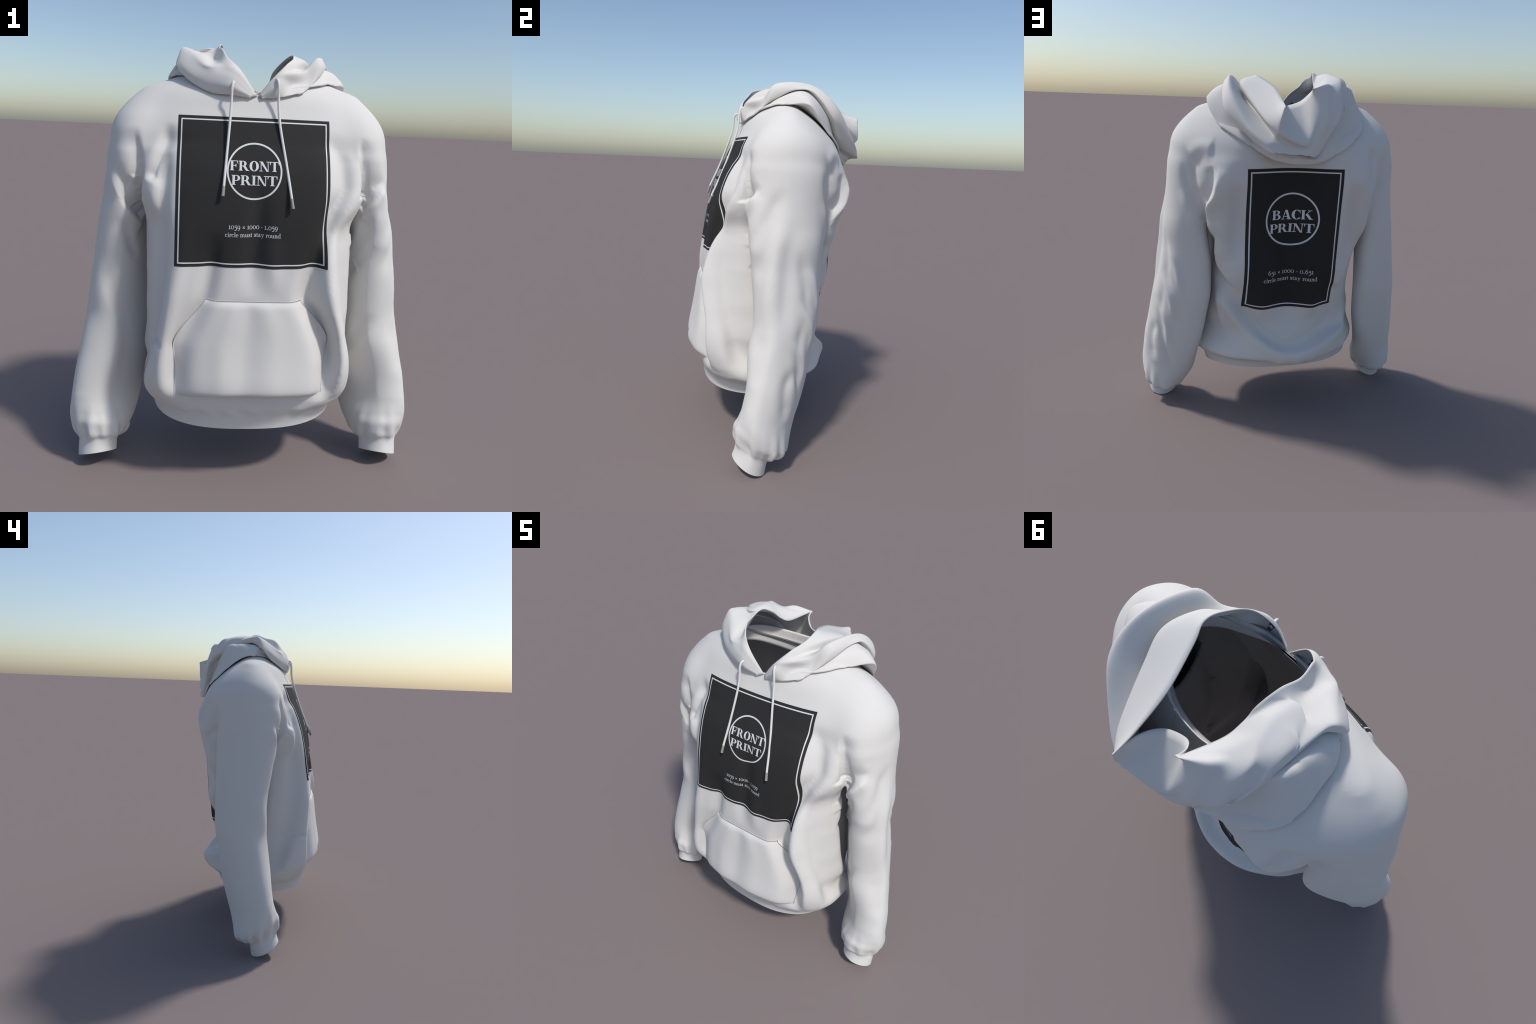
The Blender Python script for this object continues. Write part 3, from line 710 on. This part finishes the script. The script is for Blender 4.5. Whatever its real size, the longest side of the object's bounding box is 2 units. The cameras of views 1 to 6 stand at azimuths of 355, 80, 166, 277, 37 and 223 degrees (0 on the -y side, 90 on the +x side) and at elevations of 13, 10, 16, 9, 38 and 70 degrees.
SER, ST_, HAIR = .065, .25, .065
def stem(x, h=1.0, w=ST_, e=.085, foot=True, head=True):
    out = [rect(x, 0, x + w, h)]
    if foot: out.append(rect(x - e, 0, x + w + e, SER))
    if head: out.append(rect(x - e, h - SER, x + w + e, h))
    return out
GLYPH = {
 "F": (.92, stem(.1) + [rect(.35, .935, .84, 1), quad((.74, .94), (.84, .94), (.86, .66), (.82, .66)), rect(.35, .475, .66, .54),
       quad((.62, .68), (.67, .68), (.67, .33), (.62, .33)), quad((.52, .54), (.63, .62), (.63, .40), (.52, .475))]),
 "P": (.92, stem(.1) + [rect(.35, .935, .50, 1), rect(.35, .41, .50, .475), arc(.48, .705, (.40, .295), (.15, .23), -90, 90)]),
 "R": (1.12, stem(.1) + [rect(.35, .935, .48, 1), rect(.35, .445, .52, .51), arc(.46, .722, (.38, .278), (.13, .212), -90, 90),
       quad((.44, .49), (.72, .50), (1.05, 0), (.78, 0)), rect(.76, 0, 1.13, SER)]),
 "O": (1.06, [arc(.53, .5, (.50, .53), (.22, .465), 0, 360, n=40)]),
 "N": (1.14, [rect(.17, 0, .25, .95), rect(.03, 0, .40, SER), rect(.02, .935, .32, 1), quad((.08, 1), (.37, 1), (1.00, -.03), (.80, -.03)),
       rect(.92, -.03, 1.00, 1), rect(.77, .935, 1.15, 1)]),
 "T": (1.04, stem(.395, e=.10, head=False) + [rect(.02, .935, 1.02, 1), quad((.02, .94), (.14, .94), (.06, .66), (.02, .66)), quad((.90, .94), (1.02, .94), (1.02, .66), (.98, .66))]),
 "I": (.47, stem(.11)),
 "B": (.98, stem(.1) + [rect(.35, .935, .50, 1), rect(.35, 0, .52, SER), rect(.35, .485, .52, .55), arc(.47, .758, (.37, .242), (.13, .177), -90, 90),
       arc(.51, .27, (.41, .28), (.16, .215), -90, 90)]),
 "A": (1.08, [quad((.43, .98), (.52, .98), (.21, 0), (.13, 0)), quad((.42, 1.02), (.68, 1.02), (1.00, 0), (.73, 0)), rect(.27, .27, .80, .335), rect(.0, 0, .36, SER), rect(.59, 0, 1.10, SER)]),
 "C": (.98, [arc(.55, .5, (.51, .53), (.23, .465), 50, 322, (.02, 0), n=36), quad((.85, .98), (.92, .98), (.92, .63), (.88, .63)), quad((.75, .92), (.92, .80), (.92, .63), (.88, .66)), stroke([(.70, .995), (.86, .93)], [.07, .06])]),
 "K": (1.16, stem(.1) + [quad((.36, .42), (.46, .50), (.95, .96), (.84, .96)), rect(.66, .935, 1.08, 1), quad((.44, .55), (.66, .66), (1.12, 0), (.82, 0)), rect(.80, 0, 1.18, SER)]),
 # small text, x-height 1
 "c": (.86, [arc(.45, .5, (.41, .53), (.25, .46), 48, 318, (.03, 0), 24), arc(.66, .80, (.11, .11), (.001, .001), 0, 360, n=10)]),
 "e": (.90, [arc(.46, .5, (.42, .53), (.26, .46), 0, 322, (.02, 0), 26), rect(.17, .47, .87, .56)]),
 "o": (.98, [arc(.49, .5, (.45, .53), (.27, .46), 0, 360, n=30)]),
 "i": (.55, [rect(.19, 0, .37, 1), rect(.04, 0, .53, .08), quad((.03, .93), (.03, 1.0), (.37, 1.03), (.37, .93)), arc(.27, 1.36, (.125, .125), (.001, .001), 0, 360, n=10)]),
 "l": (.55, [rect(.19, 0, .37, 1.58), rect(.04, 0, .53, .08), quad((.03, 1.50), (.03, 1.57), (.37, 1.60), (.37, 1.50))]),
 "r": (.76, [rect(.19, 0, .37, 1), rect(.04, 0, .56, .08), quad((.03, .93), (.03, 1.0), (.37, 1.03), (.37, .93)), stroke([(.34, .70), (.46, .93), (.66, .95)], [.06, .10, .14]), arc(.66, .86, (.12, .12), (.001, .001), 0, 360, n=10)]),
 "n": (1.10, [rect(.19, 0, .37, 1), rect(.04, 0, .52, .08), quad((.03, .93), (.03, 1.0), (.37, 1.03), (.37, .93)), stroke([(.35, .72), (.52, .93), (.73, .90), (.82, .66), (.82, 0)], [.06, .10, .16, .18, .18]), rect(.63, 0, 1.08, .08)]),
 "m": (1.66, [rect(.19, 0, .37, 1), rect(.04, 0, .52, .08), quad((.03, .93), (.03, 1.0), (.37, 1.03), (.37, .93)), stroke([(.35, .72), (.50, .93), (.69, .90), (.78, .66), (.78, 0)], [.06, .10, .16, .18, .18]), rect(.62, 0, .98, .08),
       stroke([(.84, .72), (1.04, .93), (1.26, .90), (1.36, .66), (1.36, 0)], [.06, .10, .16, .18, .18]), rect(1.18, 0, 1.62, .08)]),
 "u": (1.10, [stroke([(.25, 1.0), (.25, .36), (.34, .08), (.56, .05), (.74, .26)], [.18, .18, .16, .10, .06]), quad((.03, .93), (.03, 1.0), (.34, 1.0), (.34, .93)), rect(.70, 0, .88, 1), quad((.55, .93), (.55, 1.0), (.88, 1.0), (.88, .93)), rect(.70, 0, 1.05, .08)]),
 "s": (.76, [stroke([(.62, .80), (.46, .97), (.24, .93), (.18, .74), (.36, .57), (.56, .42), (.60, .20), (.42, .03), (.20, .06), (.12, .22)], [.07, .10, .13, .17, .20, .20, .17, .13, .10, .07]), rect(.57, .68, .65, .98), rect(.08, .02, .16, .33)]),
 "t": (.66, [stroke([(.28, 1.32), (.28, .32), (.36, .07), (.60, .12)], [.10, .18, .16, .07]), rect(.04, .90, .60, 1.0)]),
 "a": (.94, [stroke([(.16, .78), (.28, .95), (.50, .94), (.60, .72), (.60, .20), (.68, .05), (.88, .06)], [.14, .12, .14, .18, .18, .14, .07]), stroke([(.58, .58), (.30, .50), (.14, .28), (.24, .05), (.44, .07), (.58, .24)], [.07, .10, .16, .14, .10, .06])]),
 "y": (1.02, [quad((.14, 1), (.34, 1), (.62, .05), (.50, -.05)), stroke([(.86, 1), (.54, .02), (.38, -.34), (.16, -.36)], [.08, .08, .08, .12]), rect(.0, .92, .46, 1), rect(.64, .92, 1.02, 1)]),
 "d": (1.08, [arc(.47, .5, (.43, .53), (.27, .46), 25, 335, (.03, 0), 26), rect(.70, 0, .88, 1.58), quad((.54, 1.50), (.54, 1.57), (.88, 1.60), (.88, 1.50)), rect(.70, 0, 1.05, .08)]),
 "1": (.72, [rect(.28, 0, .46, 1.08), rect(.05, 0, .69, .08), quad((.08, .90), (.08, .97), (.46, 1.08), (.46, .94))]),
 "0": (1.08, [arc(.54, .52, (.49, .56), (.32, .48), 0, 360, n=30)]),
 "5": (.92, [rect(.22, .93, .80, 1.08), quad((.16, .45), (.23, .45), (.30, 1.05), (.22, 1.05)), stroke([(.20, .50), (.46, .62), (.72, .48), (.78, .14), (.60, -.28), (.30, -.40), (.12, -.32)], [.07, .13, .18, .20, .17, .12, .12])]),
 "9": (1.04, [arc(.50, .60, (.43, .50), (.26, .42), 0, 360, n=26), stroke([(.84, .62), (.80, .15), (.58, -.24), (.22, -.40)], [.17, .18, .13, .07])]),
 "6": (1.04, [arc(.52, .48, (.44, .50), (.27, .42), 0, 360, n=26), stroke([(.17, .46), (.22, .90), (.46, 1.28), (.84, 1.50)], [.17, .18, .13, .07])]),
 "x": (1.06, [quad((.14, .24), (.23, .15), (.90, .82), (.81, .91)), quad((.81, .15), (.90, .24), (.23, .91), (.14, .82))]),
 ".": (.46, [arc(.23, .11, (.13, .13), (.001, .001), 0, 360, n=10)]),
 "-": (.50, [arc(.25, .50, (.12, .12), (.001, .001), 0, 360, n=10)]),
 " ": (.52, []),
}

def on_cloth(rails, place, back, lift, step=.006):
    """A ribbon between two rails, draped on the cloth."""
    A, B = (np.array(r, float) for r in rails)
    A, B = place(A), place(B)
    L = max(np.linalg.norm(np.diff(A, axis=0), axis=1).max(), np.linalg.norm(np.diff(B, axis=0), axis=1).max())
    k = max(1, int(math.ceil(L / step)))
    t = np.arange((len(A) - 1) * k + 1) / k
    A = np.stack([np.interp(t, np.arange(len(A)), A[:, c]) for c in (0, 1)], 1)
    B = np.stack([np.interp(t, np.arange(len(B)), B[:, c]) for c in (0, 1)], 1)
    w = max(1, int(math.ceil(np.linalg.norm(A - B, axis=1).max() / step)))
    V, F = [], []
    s = 1 if back else -1
    for i in range(len(A)):
        for j in range(w + 1):
            x, z = A[i] + (B[i] - A[i]) * j / w
            h, n = cast(x, z, back)
            V.append((x, (h.y if h else 0) + s * lift, z))
    for i in range(len(A) - 1):
        for j in range(w):
            a = i * (w + 1) + j
            q = [a, a + 1, a + w + 2, a + w + 1]
            p = [V[c] for c in q]
            area = (p[1][0] - p[0][0]) * (p[3][2] - p[0][2]) - (p[3][0] - p[0][0]) * (p[1][2] - p[0][2])
            # x-z counterclockwise faces -y
            F.append(q if (area > 0) != back else q[::-1])
    return V, F

def print_panel(name, cx, top, W, H, back, lines):
    flip = -1 if back else 1
    place = lambda P: np.stack([cx + flip * (P[:, 0] - .5 * W / H) * H, top - P[:, 1] * H], 1)
    a = W / H
    holder = add_mesh(name, *on_cloth(rect(0, 0, a, 1), place, back, .0012, .0045), INK)
    m, t = .0205, .0088
    fr = [rect(m, m, a - m, m + t), rect(m, 1 - m - t, a - m, 1 - m), rect(m, m + t, m + t, 1 - m - t), rect(a - m - t, m + t, a - m, 1 - m - t)]
    add_mesh("print_border", *join_parts([on_cloth(r, place, back, .0020, .0045) for r in fr]), WHITE_INK, parent=holder)
    ring = arc(a / 2, .354, (.188, .188), (.1765, .1765), 0, 360, n=90)
    add_mesh("print_circle", *join_parts([on_cloth(ring, place, back, .0020, .004)]), WHITE_INK, parent=holder)
    for text, base, cap, width in lines:
        total = sum(GLYPH[c][0] for c in text)
        sx = width / total; x = a / 2 - width / 2
        for c in text:
            adv, prims = GLYPH[c]
            if prims:
                parts = []
                for q, pr in enumerate(prims):
                    pl = lambda P, x=x: place(np.stack([x + P[:, 0] * sx, base - P[:, 1] * cap], 1))
                    parts.append(on_cloth(pr, pl, back, .0026 + .00012 * q, .006))
                add_mesh("print_letter" if c.isalpha() else "print_digit" if c.isdigit() else "print_sign", *join_parts(parts), WHITE_INK, parent=holder)
            x += adv * sx

print_panel("front_print", .004, 1.673, .658, .624, False,
            [("FRONT", .351, .0640, .336), ("PRINT", .445, .0640, .312), ("1059 x 1000 - 1.059", .737, .0226, .335), ("circle must stay round", .790, .0198, .380)])
print_panel("back_print", .008, 1.4945, .523, .804, True,
            [("BACK", .351, .0640, .282), ("PRINT", .445, .0640, .312), ("651 x 1000 - 0.651", .737, .0226, .325), ("circle must stay round", .790, .0198, .385)])

# ------------------------------------------------------------------ cords
def tube(path, radii, n=14, steps=6):
    p = catmull(np.array(path, float), steps)
    r = np.interp(np.linspace(0, 1, len(p)), np.linspace(0, 1, len(radii)), radii)
    t = np.gradient(p, axis=0); t /= np.linalg.norm(t, axis=1)[:, None]
    V, F = [], []
    for i in range(len(p)):
        u = np.cross(t[i], (1, 0, 0)); u /= np.linalg.norm(u); v = np.cross(t[i], u)
        for j in range(n):
            a = 2 * math.pi * j / n
            V.append(p[i] + r[i] * (math.cos(a) * u + math.sin(a) * v))
    for i in range(len(p) - 1):
        for j in range(n):
            F.append([i * n + j, i * n + (j + 1) % n, (i + 1) * n + (j + 1) % n, (i + 1) * n + j])
    F.append(list(range(n))[::-1]); F.append([(len(p) - 1) * n + j for j in range(n)])
    return np.array(V), F

CORDS = [[(-.090, -.168, 1.812), (-.092, -.190, 1.818), (-.096, -.210, 1.812), (-.100, -.219, 1.785), (-.101, -.222, 1.735), (-.105, -.243, 1.657), (-.115, -.293, 1.520), (-.124, -.345, 1.400)],
         [(.088, -.160, 1.832), (.091, -.182, 1.838), (.096, -.200, 1.830), (.100, -.208, 1.800), (.102, -.213, 1.735), (.111, -.238, 1.640), (.140, -.298, 1.480), (.160, -.352, 1.358)]]
ENDS = [(-.128, -.362, 1.350), (.168, -.371, 1.307)]
for path, end in zip(CORDS, ENDS):
    path = path + [tuple(.75 * np.array(path[-1]) + .25 * np.array(end))]
    cord = add_mesh("drawcord", *tube(path, [.0058] * 2), CORD)
    p = np.array(path[-1]); d = np.array(end) - p
    add_mesh("cord_tip", *tube([p - d * .05, p + d * .02, p + d * .5, p + d * .97, p + d], [.0062, .0066, .0068, .0070, .0072, .0062]), TIP, parent=cord)
    q = np.array(path[1]); d = np.array(path[0]) - q; d /= np.linalg.norm(d)
    ring = [q + d * .012 + .0085 * (math.cos(a) * np.array([1, 0, 0]) + math.sin(a) * np.array([0, .1, 1])) for a in np.linspace(0, 2 * math.pi, 13)]
    add_mesh("eyelet", *tube(ring, [.003] * 2, 8, 3), EYELET, parent=cord)
    p0 = np.array(path[0])
    add_mesh("eyelet", *tube([p0 - d * .002, p0 + d * .004, p0 + d * .005], [.0085] * 2, 12, 2), EYELET, parent=cord)
